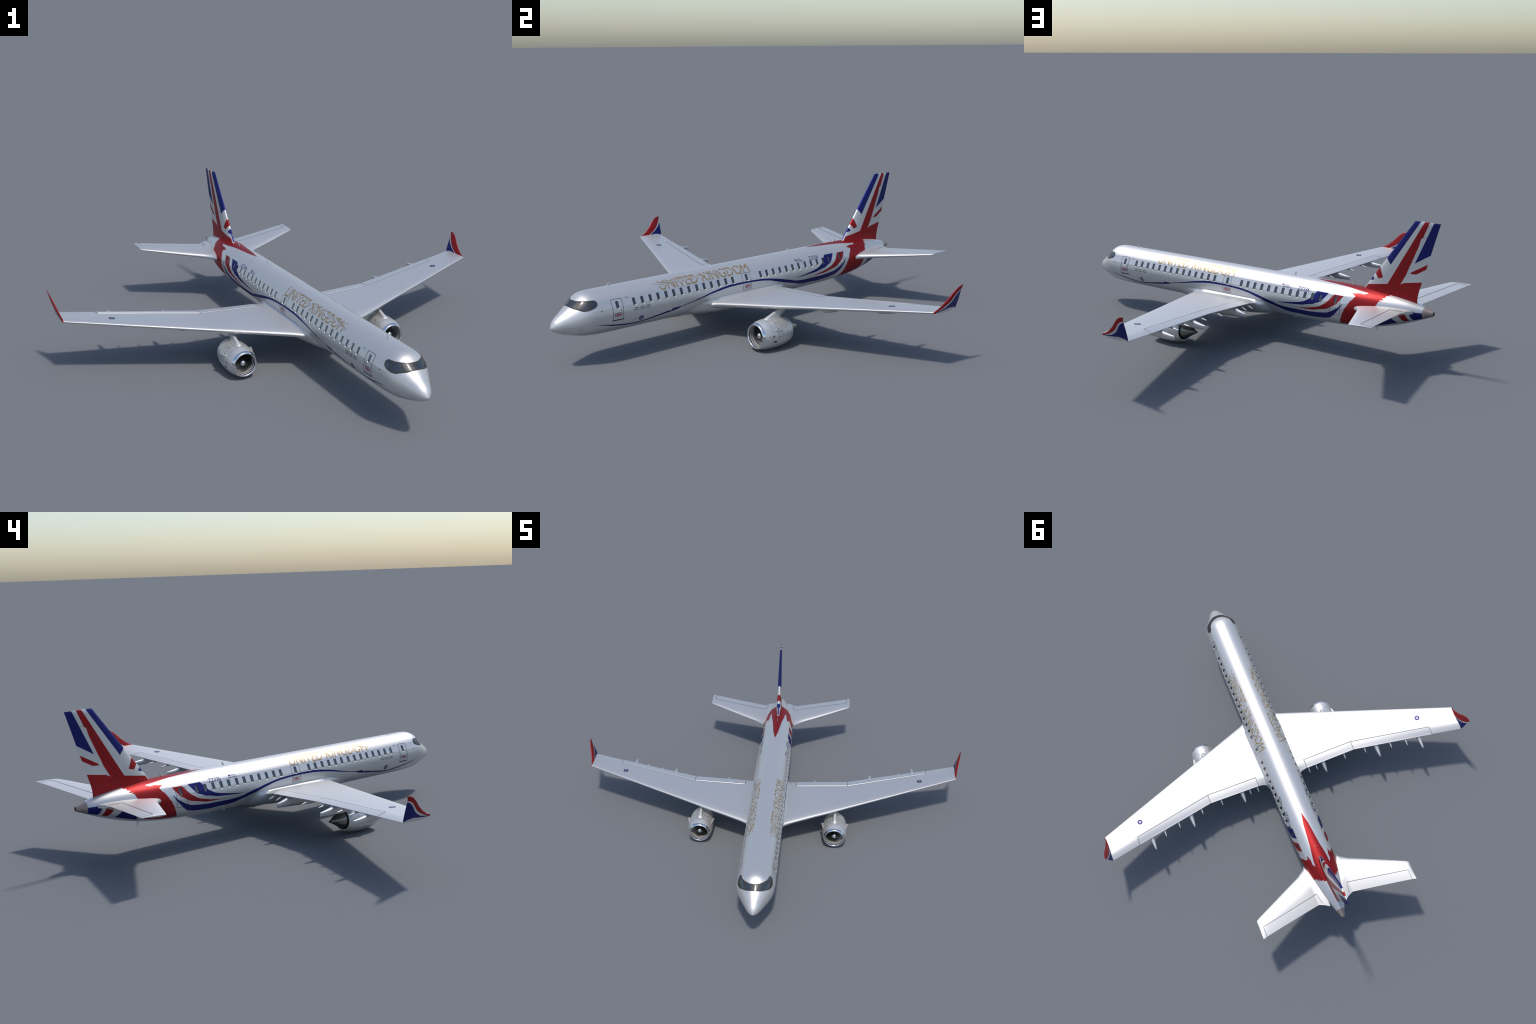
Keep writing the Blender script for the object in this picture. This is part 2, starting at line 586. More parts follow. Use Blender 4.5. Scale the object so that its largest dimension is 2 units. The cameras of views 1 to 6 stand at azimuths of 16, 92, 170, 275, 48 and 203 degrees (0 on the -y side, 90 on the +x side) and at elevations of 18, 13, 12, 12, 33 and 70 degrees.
DOORS = [(1.0475, 1.1055, .2120, .3095, .0020, True, False), (.2515, .3065, .2205, .3060, .0016, False, False), (-.4570, -.4005, .2115, .3030, .0016, False, True)]
for side in (1, -1):
    for d in DOORS:
        wrap("door", door(*d), side, .0005, dark_mat, fuselage, .02, 3.0)
    for x, z, r in ((1.060, .257, .0026), (.2605, .2555, .0022)):
        wrap("door_handle", [disc(x, th_at_z(x, z), r)], side, .0009, dark_mat, fuselage, None, None)
    wrap("door_handle", [[(-.442, 92.2), (-.436, 89.8), (-.430, 91.6), (-.436, 91.2)]], side, .0009, dark_mat, fuselage, None, None)

    # vents, ports and sensors of the forward hull
    for x0, x1 in ((.8935, .9205), (.928, .954), (.9625, .9870)):
        for z in (.2530, .2435):
            t = th_at_z(.94, z)
            wrap("vent_slat", [[(x0, t-.75), (x1, t-.75), (x1, t+.75), (x0, t+.75)]], side, .0008, olive_mat, fuselage, None, None)
    for x, t, r, m in ((1.1645, 77.0, .0028, dark_mat), (1.259, 122, .0026, dark_mat), (1.327, 134, .0026, dark_mat), (1.226, 152, .0022, dark_mat),
                       (.975, 112, .0020, grey_dot_mat), (.976, 118.5, .0020, grey_dot_mat), (.819, 92.5, .0017, grey_dot_mat), (.843, 92.5, .0017, grey_dot_mat)):
        wrap("sensor_port", [disc(x, t, r, 12)], side, .0008, m, fuselage, None, None)


# national flags on the doors
def flag_material():
    s = Shader("union_flag", PAINT_ROUGH, PAINT_METAL)
    x, y, z = s.xyz
    u = s.m("DIVIDE", x, .0195)
    v = s.m("DIVIDE", z, .0095)
    au, av = s.m("ABSOLUTE", s.m("MULTIPLY", u, 2.0)), s.m("ABSOLUTE", v)
    d = s.m("ABSOLUTE", s.m("SUBTRACT", s.m("ABSOLUTE", u), av))
    sal_w, sal_r = s.lt(d, .30), s.lt(d, .11)
    au = s.m("ABSOLUTE", u)
    cr_w = s.any(s.lt(au, .20), s.lt(av, .38))
    cr_r = s.any(s.lt(au, .11), s.lt(av, .21))
    return s.layers((.015, .02, .19), (sal_w, WHITE), (sal_r, (.36, .02, .025)), (cr_w, WHITE), (cr_r, (.36, .02, .025)))


flag_mat = flag_material()
for side in (1, -1):
    for xc, zc_ in ((1.0765, .2365), (.2765, .2372)):
        ta, tb = th_at_z(xc, zc_+.0095), th_at_z(xc, zc_-.0095)
        bm = bmesh.new()
        bm.faces.new([bm.verts.new((a, b, 0)) for a, b in ((xc-.0195, ta), (xc+.0195, ta), (xc+.0195, tb), (xc-.0195, tb))])
        finish_wrap("flag", bm, side, .0007, flag_mat, fuselage, None, 3.0, origin=fus_pt(xc, (ta+tb)/2*side))


# roundels
def roundel_material(name, r):
    s = Shader(name, PAINT_ROUGH, PAINT_METAL)
    s.xyz
    n = s.nt.nodes.new("ShaderNodeVectorMath")
    n.operation = "LENGTH"
    s.nt.links.new(s.vec, n.inputs[0])
    d = n.outputs["Value"]
    return s.layers((.018, .022, .17), (s.lt(d, r*.49), (.50, .50, .50)), (s.lt(d, r*.29), (.40, .02, .025)))


R_HULL, R_WING = .0132, .0158
hull_roundel = roundel_material("hull_roundel", R_HULL)
wing_roundel = roundel_material("wing_roundel", R_WING)
for side in (1, -1):
    bm = bmesh.new()
    bm.faces.new([bm.verts.new((a, b, 0)) for a, b in disc(.942, 116.5, R_HULL, 32)])
    finish_wrap("roundel", bm, side, .0006, hull_roundel, fuselage, None, 2.5, origin=fus_pt(.942, 116.5*side, .0006))


# ------------------------------------------------------------------ lettering
def text_bmesh(body, thin=0.0):
    cu = bpy.data.curves.new("lettering", "FONT")
    cu.body = body
    cu.resolution_u = 3
    cu.offset = thin
    ob = bpy.data.objects.new("lettering", cu)
    COL.objects.link(ob)
    bpy.context.view_layer.update()
    me = bpy.data.meshes.new_from_object(ob.evaluated_get(bpy.context.evaluated_depsgraph_get()))
    bpy.data.objects.remove(ob)
    bm = bmesh.new()
    bm.from_mesh(me)
    bpy.data.meshes.remove(me)
    xs = [v.co.x for v in bm.verts]
    ys = [v.co.y for v in bm.verts]
    x0, x1, y0, y1 = min(xs), max(xs), min(ys), max(ys)
    for v in bm.verts:
        v.co.x = (v.co.x-x0)/(x1-x0)
        v.co.y = (v.co.y-y0)/(y1-y0)
        v.co.z = 0
    return bm


def lettering(name, body, side, xa, xf, t_low, t_high, mat, zig=None, dv=3.0):
    """Text between stations xa (aft) and xf (front); it reads nose-first to port, tail-first to starboard."""
    bm = text_bmesh(body, -.004 if zig else 0.0)
    for v in bm.verts:
        u = v.co.x
        v.co.x = xf - u*(xf-xa) if side > 0 else xa + u*(xf-xa)
        v.co.y = t_low + v.co.y*(t_high-t_low)
    warp = None
    if zig:
        f = lerp_table([p[0] for p in zig], [p[1] for p in zig])

        def warp(x, t):
            q = max(0, (x-xa)/(xf-xa))
            return x + f(t)*(.006 + .034*q**1.2), t
        dv = 1.5
    return finish_wrap(name, bm, side, .0005, mat, fuselage, None, dv, warp)


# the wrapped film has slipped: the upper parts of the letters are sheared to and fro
ZIG_P = [(25, 0), (27, 0), (29.5, -.45), (30.6, .95), (32, .85), (40, -.70), (44.5, .22), (46.5, 0), (56, 0)]
ZIG_S = [(25, 0), (27, .1), (30, -.35), (32.5, -1.1), (41, .65), (45, 0), (56, 0)]
lettering("lettering", "UNITED KINGDOM", 1, .243, .817, 55.3, 25.2, gold_mat, ZIG_P)
lettering("lettering", "UNITED KINGDOM", -1, .256, .812, 55.3, 25.2, gold_mat, ZIG_S)
for side in (1, -1):
    lettering("lettering", "ZZ336", side, -.262, -.190, 57.6, 46.5, ink_mat)
    lettering("lettering", "ROYAL", side, -.131, -.098, 51.0, 46.5, ink_mat)
    lettering("lettering", "AIR FORCE", side, -.142, -.092, 56.3, 52.4, ink_mat)
    lettering("lettering", "ROYAL", side, 1.012, 1.024, 54.0, 52.4, ink_mat)
    lettering("lettering", "AIR FORCE", side, 1.006, 1.024, 56.0, 54.6, ink_mat)
    xd = -.090 if side > 0 else -.136
    wrap("roundel_mark", [disc(xd + (.000 if side > 0 else 0), 48.6, .0048, 16)], side, .0006, ink_mat, fuselage, None, None)
    wrap("roundel_mark", [disc(xd, 48.6, .0022, 12)], side, .0009, Shader("roundel_red", PAINT_ROUGH, PAINT_METAL, color=(.4, .02, .025)).mat, fuselage, None, None)

# ------------------------------------------------------------------ tail pipe
tail_r = [(x, fus_rc(x)) for x in np.linspace(-.884, X_TAIL, 8)]
N = 48
rings = [[(x, (r*1.003)*sin(2*pi*j/N), zc + (r*1.003)*cos(2*pi*j/N)) for j in range(N)] for x, (r, zc) in tail_r]
x_e, (r_e, z_e) = tail_r[-1]
rings += [[(x_e + dx, r*sin(2*pi*j/N), z_e + r*cos(2*pi*j/N)) for j in range(N)] for dx, r in ((-.0008, r_e*.94), (0, r_e*.84), (.012, r_e*.78))]
add("tail_pipe", loft("tail_pipe", rings, True, False), root, apu_mat)
hole = [[(x_e + dx, r*sin(2*pi*j/24), z_e + r*cos(2*pi*j/24)) for j in range(24)] for dx, r in ((.010, r_e*.83), (.013, r_e*.83))]
add("pipe_bore", loft("pipe_bore", hole), root, black_mat)

# ------------------------------------------------------------------ wings
Y_ST = [.05, .095, .112, .135, .1678, .25, .33, .41, .4985, .58, .67, .76, .85, .93, 1.005, 1.08, 1.14, 1.1815, 1.1945]
_le = ([.05, .095, .112, .135, .1678, 1.1807, 1.1964], [.555, .531, .5190, .5065, .4930, .0877, .0811], [.176, .1785, .180, .183, .1872, .2798, .2815])
_te = ([.05, .095, .112, .135, .1678, .4988, 1.007, 1.1914], [-.005, .035, .054, .0625, .0676, .0679, -.0374, -.078], [.183, .187, .191, .197, .2025, .2188, .2598, .2753])
_hg = ([.05, .112, .1688, .4972, 1.0042, 1.1945], [.10, .115, .1252, .1229, .0125, -.0365], [.203, .206, .2106, .2252, .2697, .2845])
le_x, le_z = lerp_table(_le[0], _le[1]), lerp_table(_le[0], _le[2])
te_x, te_z = lerp_table(_te[0], _te[1]), lerp_table(_te[0], _te[2])
hg_x, hg_z = lerp_table(_hg[0], _hg[1]), lerp_table(_hg[0], _hg[2])
_low = pchip([0, .005, .02, .06, .15, .32, .5, .7, .85, 1], [0, -.0165, -.032, -.047, -.060, -.069, -.064, -.044, -.022, -.004])


def wing_upper(y):
    x0, z0, x1, z1 = le_x(y), le_z(y), te_x(y), te_z(y)
    c = x0 - x1
    fh = (x0 - hg_x(y))/c
    hh = (hg_z(y) - (z0 + (z1-z0)*fh))/c
    peak = max(.040, hh*1.04)
    return pchip([0, .004, .015, .045, .12, .28, .45, .62, fh, fh + (1-fh)*.5, 1],
                 [0, .0095, .0175, .027, .0365, peak, peak*1.0, (peak*.55 + hh*.45), hh, hh*.62 + .001, .0025])


def wing_z(x, y, lower=False):
    x0, z0, x1, z1 = le_x(y), le_z(y), te_x(y), te_z(y)
    c = x0 - x1
    f = (x0-x)/c
    return z0 + (z1-z0)*f + c*(_low(f) if lower else wing_upper(y)(f))


def wing_ring(y, n=30):
    x0, z0, x1, z1 = le_x(y), le_z(y), te_x(y), te_z(y)
    c = x0 - x1
    up = wing_upper(y)
    fs = [(1-cos(pi*k/n))/2 for k in range(n+1)]
    fs = [f**1.25 for f in fs]
    pts = [(x0 - c*f, y, z0 + (z1-z0)*f + c*up(f)) for f in fs[::-1]]
    pts += [(x0 - c*f, y, z0 + (z1-z0)*f + c*_low(f)) for f in fs[1:]]
    return pts


wing_me = loft("wing", [wing_ring(y) for y in Y_ST])


def flap_mesh(ya, yb, lift=.0014):
    """Raised trailing-edge panel with chamfered front and sides."""
    rows = []
    ny = max(3, int((yb-ya)/.06))
    ys = [ya, ya + .0016] + list(np.linspace(ya, yb, ny+1))[1:-1] + [yb - .0016, yb]
    for i, y in enumerate(ys):
        edge = i in (0, len(ys)-1)
        row = []
        fx = [0, .045, .2, .4, .6, .8, .95, 1.0]
        for k, f in enumerate(fx):
            x = hg_x(y) + (te_x(y) - .0012 - hg_x(y))*f
            xx = max(x, te_x(y) + 1e-5)
            h = -.0012 if (edge or k == 0) else lift*(1 - .3*f)
            row.append((x, y, wing_z(xx, y) + h))
        for f in fx[::-1]:
            x = hg_x(y) + (te_x(y) - .0012 - hg_x(y))*f
            xx = max(x, te_x(y) + 1e-5)
            row.append((x, y, min(wing_z(xx, y) - .002, wing_z(xx, y, True) + .001)))
        rows.append(row)
    return loft("flap", rows)


def ribbon(name, pts, w, zf, off=.0008):
    """Thin seam strip along a polyline of (x, y) on a surface z = zf(x, y)."""
    V, Fs = [], []
    for (xa, ya), (xb, yb) in zip(pts[:-1], pts[1:]):
        L = hypot(xb-xa, yb-ya)
        n = max(1, int(L/.02))
        nx, ny = -(yb-ya)/L*w/2, (xb-xa)/L*w/2
        b = len(V)
        for k in range(n+1):
            t = k/n
            x, y = xa + (xb-xa)*t, ya + (yb-ya)*t
            for sg in (1, -1):
                V.append((x + sg*nx, y + sg*ny, zf(x + sg*nx, y + sg*ny) + off))
        Fs += [(b+2*k, b+2*k+1, b+2*k+3, b+2*k+2) for k in range(n)]
    return mesh(name, V, Fs)


FLAPS = [(.1688, .4972), (.4988, 1.0052)]
flap_mes = [flap_mesh(a, b) for a, b in FLAPS]


def flap_seam():
    pts = [(te_x(.1688)+.001, .1683), (hg_x(.1688)+.001, .1683), (hg_x(.4975)+.001, .4980), (hg_x(1.005)+.001, 1.0058), (te_x(1.007)+.001, 1.0070)]
    a = ribbon("s", pts, .0024, lambda x, y: wing_z(max(x, te_x(y)+1e-4), y), .0011)
    b = ribbon("s", [(hg_x(.4978)+.001, .4978), (te_x(.4988)+.001, .4988)], .0020, lambda x, y: wing_z(max(x, te_x(y)+1e-4), y), .0016)
    bm = bmesh.new()
    bm.from_mesh(a)
    bm.from_mesh(b)
    me = bpy.data.meshes.new("flap_seam")
    bm.to_mesh(me)
    bm.free()
    return me


seam_me = flap_seam()

# winglet: leading and trailing edges swept up from the tip
WL_LE = [(.0835, .277), (.081, .2835), (.060, .2905), (.034, .305), (.017, .3185), (-.003, .335), (-.022, .356), (-.044, .3765), (-.062, .3875), (-.077, .3912), (-.088, .3922)]
WL_TE = [(-.0785, .2725), (-.079, .2765), (-.0805, .284), (-.082, .298), (-.0825, .312), (-.083, .328), (-.083, .346), (-.083, .362), (-.0835, .374), (-.0855, .383), (-.0895, .3905)]


def wl_y(z):
    return 1.1935 + (z - .279)*.302


def winglet_mesh():
    rings = []
    for (xa, za), (xb, zb) in zip(WL_LE, WL_TE):
        c = xa - xb
        tk = max(.0016, min(.0058, c*.075))
        up, dn = [], []
        for k in range(15):
            f = (1-cos(pi*k/14))/2
            x, z = xa - c*f, za + (zb-za)*f
            h = tk*(2.2*math.sqrt(f)*(1-f) + .10*(1-f) * f + .06)
            if k == 0:
                h = 0
            up.append((x, wl_y(z) + h, z - .3*h))
            dn.append((x, wl_y(z) - h, z + .3*h))
        rings.append(up + dn[-1:0:-1])
    return loft("winglet", rings)


def winglet_material():
    s = Shader("winglet_livery", PAINT_ROUGH, PAINT_METAL)
    x, y, z = s.xyz
    inside = s.lt(s.m("ABSOLUTE", y), s.m("MULTIPLY_ADD", z, .302, 1.1935 - .279*.302))
    r_out = s.curve(x, [(-.10, .371), (-.083, .371), (-.071, .369), (-.054, .360), (-.038, .343), (-.019, .321), (.003, .3055), (.034, .291), (.057, .283), (.072, .276), (.085, .268)])
    r_in = s.curve(x, [(-.10, .377), (-.083, .373), (-.076, .360), (-.062, .342), (-.045, .323), (-.019, .303), (.012, .288), (.045, .280), (.070, .273), (.085, .266)])
    w_out = s.curve(x, [(-.10, .365), (-.083, .365), (-.074, .3635), (-.060, .355), (-.044, .3385), (-.033, .323), (-.016, .3065), (.012, .2905), (.046, .2835), (.085, .278)])
    w_in = s.curve(x, [(-.10, .362), (-.083, .360), (-.074, .343), (-.060, .328), (-.036, .308), (.004, .287), (.03, .281), (.085, .274)])
    low = s.curve(x, [(-.10, .276), (-.079, .2765), (-.055, .2845), (-.027, .2875), (.015, .282), (.057, .2785), (.085, .277)])

    def pick(a, b):
        return s.m("ADD", b, s.m("MULTIPLY", inside, s.m("SUBTRACT", a, b)))
    red = s.gt(z, pick(r_in, r_out))
    blue = s.all(s.lt(z, pick(w_in, w_out)), s.gt(z, low))
    return s.layers(WHITE, (blue, BLUE), (red, RED))


winglet_me = winglet_mesh()
winglet_mat = winglet_material()


# flap-track fairings
def canoe(name, y, x_front, x_end, zb, top_end, half_w, n=20):
    """Under-wing pod: zb lists (x, bottom z); the tail closes to an upright knife edge."""
    fb = pchip([p[0] for p in zb], [p[1] for p in zb])
    rings = []
    m = 26
    xt = te_x(y)
    for k in range(m+1):
        f = k/m
        x = x_front + (x_end-x_front)*f
        if x > xt + .004:
            top = min(wing_z(x, y, True) + .006, (wing_z(x, y, True) + wing_z(x, y))/2)
        else:
            t = min(1, (xt + .004 - x)/(xt + .004 - x_end))
            z_s = te_z(y) - .004
            top = z_s + (top_end - z_s)*t**.9
        bot = fb(x)
        w = half_w*max(.02, min(1, (f/.25))**.55)*(1 if x > xt else max(0, (x-x_end)/(xt-x_end))**.6*.80 + .20)
        zc, hh = (top+bot)/2, (top-bot)/2
        ring = []
        for j in range(n):
            a = 2*pi*j/n
            ca, sa = cos(a), sin(a)
            ring.append((x, y + w*math.copysign(abs(sa)**.8, sa), zc + hh*math.copysign(abs(ca)**.7, ca)))
        rings.append(ring)
    return loft(name, rings)


BIG = [(.2834, .335, .0030, [(.335, .168), (.31, .1555), (.28, .149), (.22, .147), (.14, .153), (.06, .1575), (.0030, .1620)], .183, .0145),
       (.6447, .262, -.0380, [(.262, .206), (.234, .1965), (.206, .190), (.145, .1865), (.06, .1865), (-.0380, .1900)], .2105, .0155),
       (.9218, .165, -.0960, [(.165, .240), (.140, .2300), (.107, .224), (.041, .2140), (-.03, .2140), (-.0960, .2180)], .2365, .0140)]
SMALL = [(.1798, .0380, .1815), (.2319, .0384, .1840), (.4284, .0350, .1970), (.5675, .0216, .2093), (.7337, -.0156, .2247), (.8339, -.0394, .2339)]
fairing_mes = [canoe("flap_fairing", *b) for b in BIG]
for y, xe, ze in SMALL:
    xf, xe = te_x(y) + .085, xe - .002
    fairing_mes.append(canoe("hinge_fairing", y, xf, xe, [(xf, wing_z(xf, y, True) - .001), ((xf+xe)/2, min(wing_z((xf+xe)/2, y, True), ze + .006) - .006), (xe, ze - .0025)], ze + .001, .0056, 14))


def wing_patch(y0, x0, r, n=32):
    """Flat disc following the upper wing skin, origin at its centre."""
    zc = wing_z(x0, y0) + .0007
    V = [(0, 0, 0)]
    Fs = []
    for ring in (.5, 1.0):
        for i in range(n):
            dx, dy = r*ring*cos(2*pi*i/n), r*ring*sin(2*pi*i/n)
            V.append((dx, dy, wing_z(x0+dx, y0+dy) + .0007 - zc))
    for i in range(n):
        j = (i+1) % n
        Fs.append((0, 1+i, 1+j))
        Fs.append((1+i, 1+n+i, 1+n+j, 1+j))
    return mesh("roundel", V, Fs), (x0, y0, zc)


patch_me, patch_at = wing_patch(.960, .1000, R_WING)
for sd in (1, -1):
    T = (lambda me: me) if sd > 0 else mirrored
    wing = add("wing", T(wing_me), root, white_paint, angle=40)
    for fm in flap_mes:
        add("flap", T(fm), wing, white_paint, angle=25)
    add("flap_seam", T(seam_me), wing, seam_mat, smooth=False)
    add("winglet", T(winglet_me), wing, winglet_mat, angle=50)
    for fm in fairing_mes:
        add(fm.name.split(".")[0], T(fm), wing, white_paint, angle=50)
    rd = add("roundel", T(patch_me), wing, wing_roundel)
    rd.location = (patch_at[0], sd*patch_at[1], patch_at[2])

# ------------------------------------------------------------------ belly fairing
BELLY = [(.690, .040, .1350), (.665, .060, .1338), (.61, .080, .1308), (.56, .095, .1258), (.52, .107, .1215), (.46, .125, .1175), (.40, .138, .1150), (.34, .144, .1140),
         (.22, .145, .1145), (.14, .141, .1165), (.09, .130, .1215), (.04, .112, .1285), (.0, .085, .1335), (-.03, .045, .1350)]
fw = pchip([b[0] for b in BELLY], [b[1] for b in BELLY])
fz = pchip([b[0] for b in BELLY], [b[2] for b in BELLY])


def belly_radius(x, a):
    """Distance from the hull axis to the pannier shape in the direction a (degrees from the crown)."""
    w, zb = fw(x), fz(x)
    _, zc = fus_rc(x)
    dy, dz = sin(radians(a)), cos(radians(a))
    best = 0.0
    for r in np.linspace(.02, .20, 241):
        y, z = r*dy, zc + r*dz - .186
        h = (.186 - zb) if z < 0 else .030
        if abs(y/w)**2.5 + abs(z/h)**2.5 <= 1:
            best = r
    return best


rings = []
for x in np.linspace(.740, -.075, 56):
    ring = []
    for a in np.linspace(84, 276, 61):
        t = a if a <= 180 else a - 360
        p = fus_pt(x, t)
        _, zc = fus_rc(x)
        rh = hypot(p.y, p.z - zc)
        rf = belly_radius(x, a) if -.03 <= x <= .69 else 0
        k = .034*max(.02, min(1, (.70 - x)/.13, (x + .05)/.10))
        h = max(k - abs(rh-rf), 0)/k
        r = max(rh, rf) + h*h*k/4 - .0005
        ring.append((x, r*sin(radians(a)), zc + r*cos(radians(a))))
    rings.append(ring)
add("belly_fairing", loft("belly_fairing", rings, False, False, False), root, hull_mat, angle=60)

# ------------------------------------------------------------------ tail surfaces
FOIL = pchip([0, .006, .03, .1, .25, .45, .7, .88, 1], [0, .12, .26, .41, .50, .47, .30, .14, .02])


def foil_ring(le, te, thick, axis, n=18, blunt=0.0):
    """Symmetric section between two points; axis is the thickness direction."""
    le, te, ax = Vector(le), Vector(te), Vector(axis)
    fs = [((1-cos(pi*k/n))/2)**1.2 for k in range(n+1)]
    up = [le + (te-le)*f + ax*(FOIL(f)*thick + blunt*f) for f in fs]
    dn = [le + (te-le)*f - ax*(FOIL(f)*thick + blunt*f) for f in fs]
    return up[::-1] + dn[1:]


# fin: root fillet flares into the hull
FIN = [(.300, -.520, -.842, .085), (.318, -.530, -.841, .062), (.332, -.534, -.8405, .046), (.350, -.5415, -.843, .037), (.375, -.5585, -.8485, .0335), (.42, -.5925, -.8625, .031), (.50, -.6525, -.887, .0265),
       (.58, -.712, -.911, .022), (.645, -.761, -.9307, .0185), (.70, -.8025, -.9475, .015), (.714, -.813, -.9518, .0135), (.7185, -.8185, -.9530, .008)]
fin_rings = [foil_ring((xl, 0, z + (.001 if z > .71 else 0)), (xt, 0, z - (.001 if z > .71 else 0)), tk, (0, 1, 0), 22) for z, xl, xt, tk in FIN]


def fin_material():
    s = Shader("fin_livery", PAINT_ROUGH, PAINT_METAL)
    x, y, z = s.xyz
    ay = s.m("ABSOLUTE", y)
    blue1 = s.poly(x, z, [(-.669, .5205), (-.6905, .478), (-.8485, .716), (-.858, .73), (-.70, .73), (-.60, .60)])
    blue2 = s.poly(x, z, [(-.9185, .7175), (-.8245, .512), (-.9065, .561), (-.97, .599), (-.97, .74), (-.929, .74)])
    left = s.m("MULTIPLY_ADD", z, (-.870+.681)/(.717-.3925), -.681 - (-.870+.681)/(.717-.3925)*.3925)
    right = s.curve(z, [(.30, -.70), (.394, -.747), (.405, -.755), (.453, -.782), (.487, -.7955), (.512, -.807), (.60, -.8445), (.638, -.8555), (.6395, -.862), (.645, -.8655), (.717, -.8965), (.75, -.911)])
    stripe = s.all(s.lt(x, left), s.gt(x, right), s.gt(z, .385))
    base = s.lt(z, s.curve(x, [(-.96, .4245), (-.863, .423), (-.771, .409), (-.752, .399), (-.74, .396), (-.6815, .3925), (-.554, .3715), (-.50, .362)]))
    bar = s.poly(x, z, [(-.93, .5315), (-.8920, .5150), (-.806, .4655), (-.802, .458), (-.834, .4590), (-.8835, .4885), (-.93, .516)])
    red_le = s.poly(x, z, [(-.6275, .483), (-.605, .440), (-.6285, .4115), (-.6555, .421)])
    blue_le = s.poly(x, z, [(-.590, .428), (-.565, .393), (-.6050, .4025)])
    x_le = s.curve(z, [(f[0], f[1]) for f in FIN[2:-1]])
    near = s.m("SUBTRACT", x_le, x)
    edge_w = s.all(s.lt(near, .022), s.lt(ay, .0085), s.lt(z, .385), s.gt(z, .351))
    edge_b = s.all(s.lt(near, .020), s.lt(ay, .0042), s.lt(z, .405), s.gt(z, .355))
    return s.layers(WHITE, (s.any(blue1, blue2, blue_le), BLUE), (s.any(stripe, base, bar, red_le), RED), (edge_w, WHITE), (edge_b, BLUE))


fin = add("tail_fin", loft("tail_fin", fin_rings), root, fin_material(), angle=40)

# rudder hinge seam on both faces of the fin
fin_le, fin_te, fin_tk = (pchip([f[0] for f in FIN], [f[i] for f in FIN]) for i in (1, 2, 3))


def fin_y(x, z):
    f = (fin_le(z)-x)/(fin_le(z)-fin_te(z))
    return FOIL(min(max(f, 0), 1))*fin_tk(z)


fin_seam_mat = Shader("rudder_seam", 0.5, color=(.03, .008, .012)).mat
for sd in (1, -1):
    V, Fs = [], []
    pts = [(-.930, .6445), (-.8445, .6455), (-.7085, .3755), (-.8435, .363)]
    for (xa, za), (xb, zb) in zip(pts[:-1], pts[1:]):
        L = hypot(xb-xa, zb-za)
        n = max(2, int(L/.02))
        nx, nz = -(zb-za)/L*.0006, (xb-xa)/L*.0006
        b = len(V)
        for k in range(n+1):
            x, z = xa + (xb-xa)*k/n, za + (zb-za)*k/n
            for g in (1, -1):
                V.append((x+g*nx, sd*(fin_y(x+g*nx, z+g*nz) + .0005), z+g*nz))
        Fs += [(b+2*k, b+2*k+1, b+2*k+3, b+2*k+2) for k in range(n)]
    add("rudder_seam", mesh("rudder_seam", V, Fs), fin, fin_seam_mat, smooth=False)

# tailplane
ST = [(0.0500, -0.6500, -0.8450, 0.2624, 0.2805, 0.0340), (0.0800, -0.5980, -0.8260, 0.2629, 0.2812, 0.0340), (0.1085, -0.5465, -0.8125, 0.2639, 0.2830, 0.0330),
      (0.1180, -0.5660, -0.8130, 0.2654, 0.2838, 0.0325), (0.1668, -0.6015, -0.8215, 0.2714, 0.2880, 0.0300), (0.2500, -0.6415, -0.8365, 0.2809, 0.2953, 0.0255),
      (0.3500, -0.6910, -0.8555, 0.2921, 0.3042, 0.0205), (0.4400, -0.7355, -0.8730, 0.3034, 0.3126, 0.0160), (0.4850, -0.7580, -0.8825, 0.3084, 0.3166, 0.0125),
      (0.4970, -0.7655, -0.8865, 0.3104, 0.3180, 0.0085), (0.5015, -0.7715, -0.8865, 0.3118, 0.3184, 0.0040)]
_st = [lerp_table([q[0] for q in ST], [q[i] for q in ST]) for i in range(1, 6)]


def stab_z(x, y):
    xl, xt, zl, zt, tk = (f(y) for f in _st)
    f = min(max((xl-x)/(xl-xt), 0), 1)
    return zl + (zt-zl)*f + FOIL(f)*tk*1.13 + .0065*max(0, min(1, (.105 - y)/.02))*f


stab_me = loft("stabilizer", [foil_ring((xl, y, zl), (xt, y, zt), tk*1.13, (0, 0, 1), 20, .0065*max(0, min(1, (.105 - y)/.02))) for y, xl, xt, zl, zt, tk in ST])
elev_seam = ribbon("elevator_seam", [(-.8115, .0888), (-.7438, .1012), (-.8183, .4773), (-.8805, .4760)], .0022, stab_z, .0010)
for sd in (1, -1):
    T = (lambda me: me) if sd > 0 else mirrored
    stab = add("stabilizer", T(stab_me), root, white_paint, angle=45)
    add("elevator_seam", T(elev_seam), stab, seam_mat, smooth=False)

# ------------------------------------------------------------------ blade antennas
def antenna(x_base, x_tip, z_base, z_tip, chord=.016, tip_chord=.006, th=.0022):
    up = 1 if z_tip > z_base else -1
    rings = []
    for f in (0, .5, 1):
        xl = x_base + (x_tip + tip_chord*.5 - x_base)*f
        c = chord + (tip_chord-chord)*f
        z = z_base + (z_tip-z_base)*f
        rings.append(foil_ring((xl, 0, z), (xl-c, 0, z), th*(1-.4*f), (0, 1, 0), 8))
    return loft("antenna", rings)


for xb, xt, zb, zt in ((1.0745, 1.0525, .350, .3725), (-.097, -.1155, .350, .3705), (-.460, -.483, .349, .371), (-.098, -.116, .136, .120), (-.604, -.6235, .163, .1405)):
    add("antenna", antenna(xb, xt, zb, zt), fuselage, white_paint, angle=40)

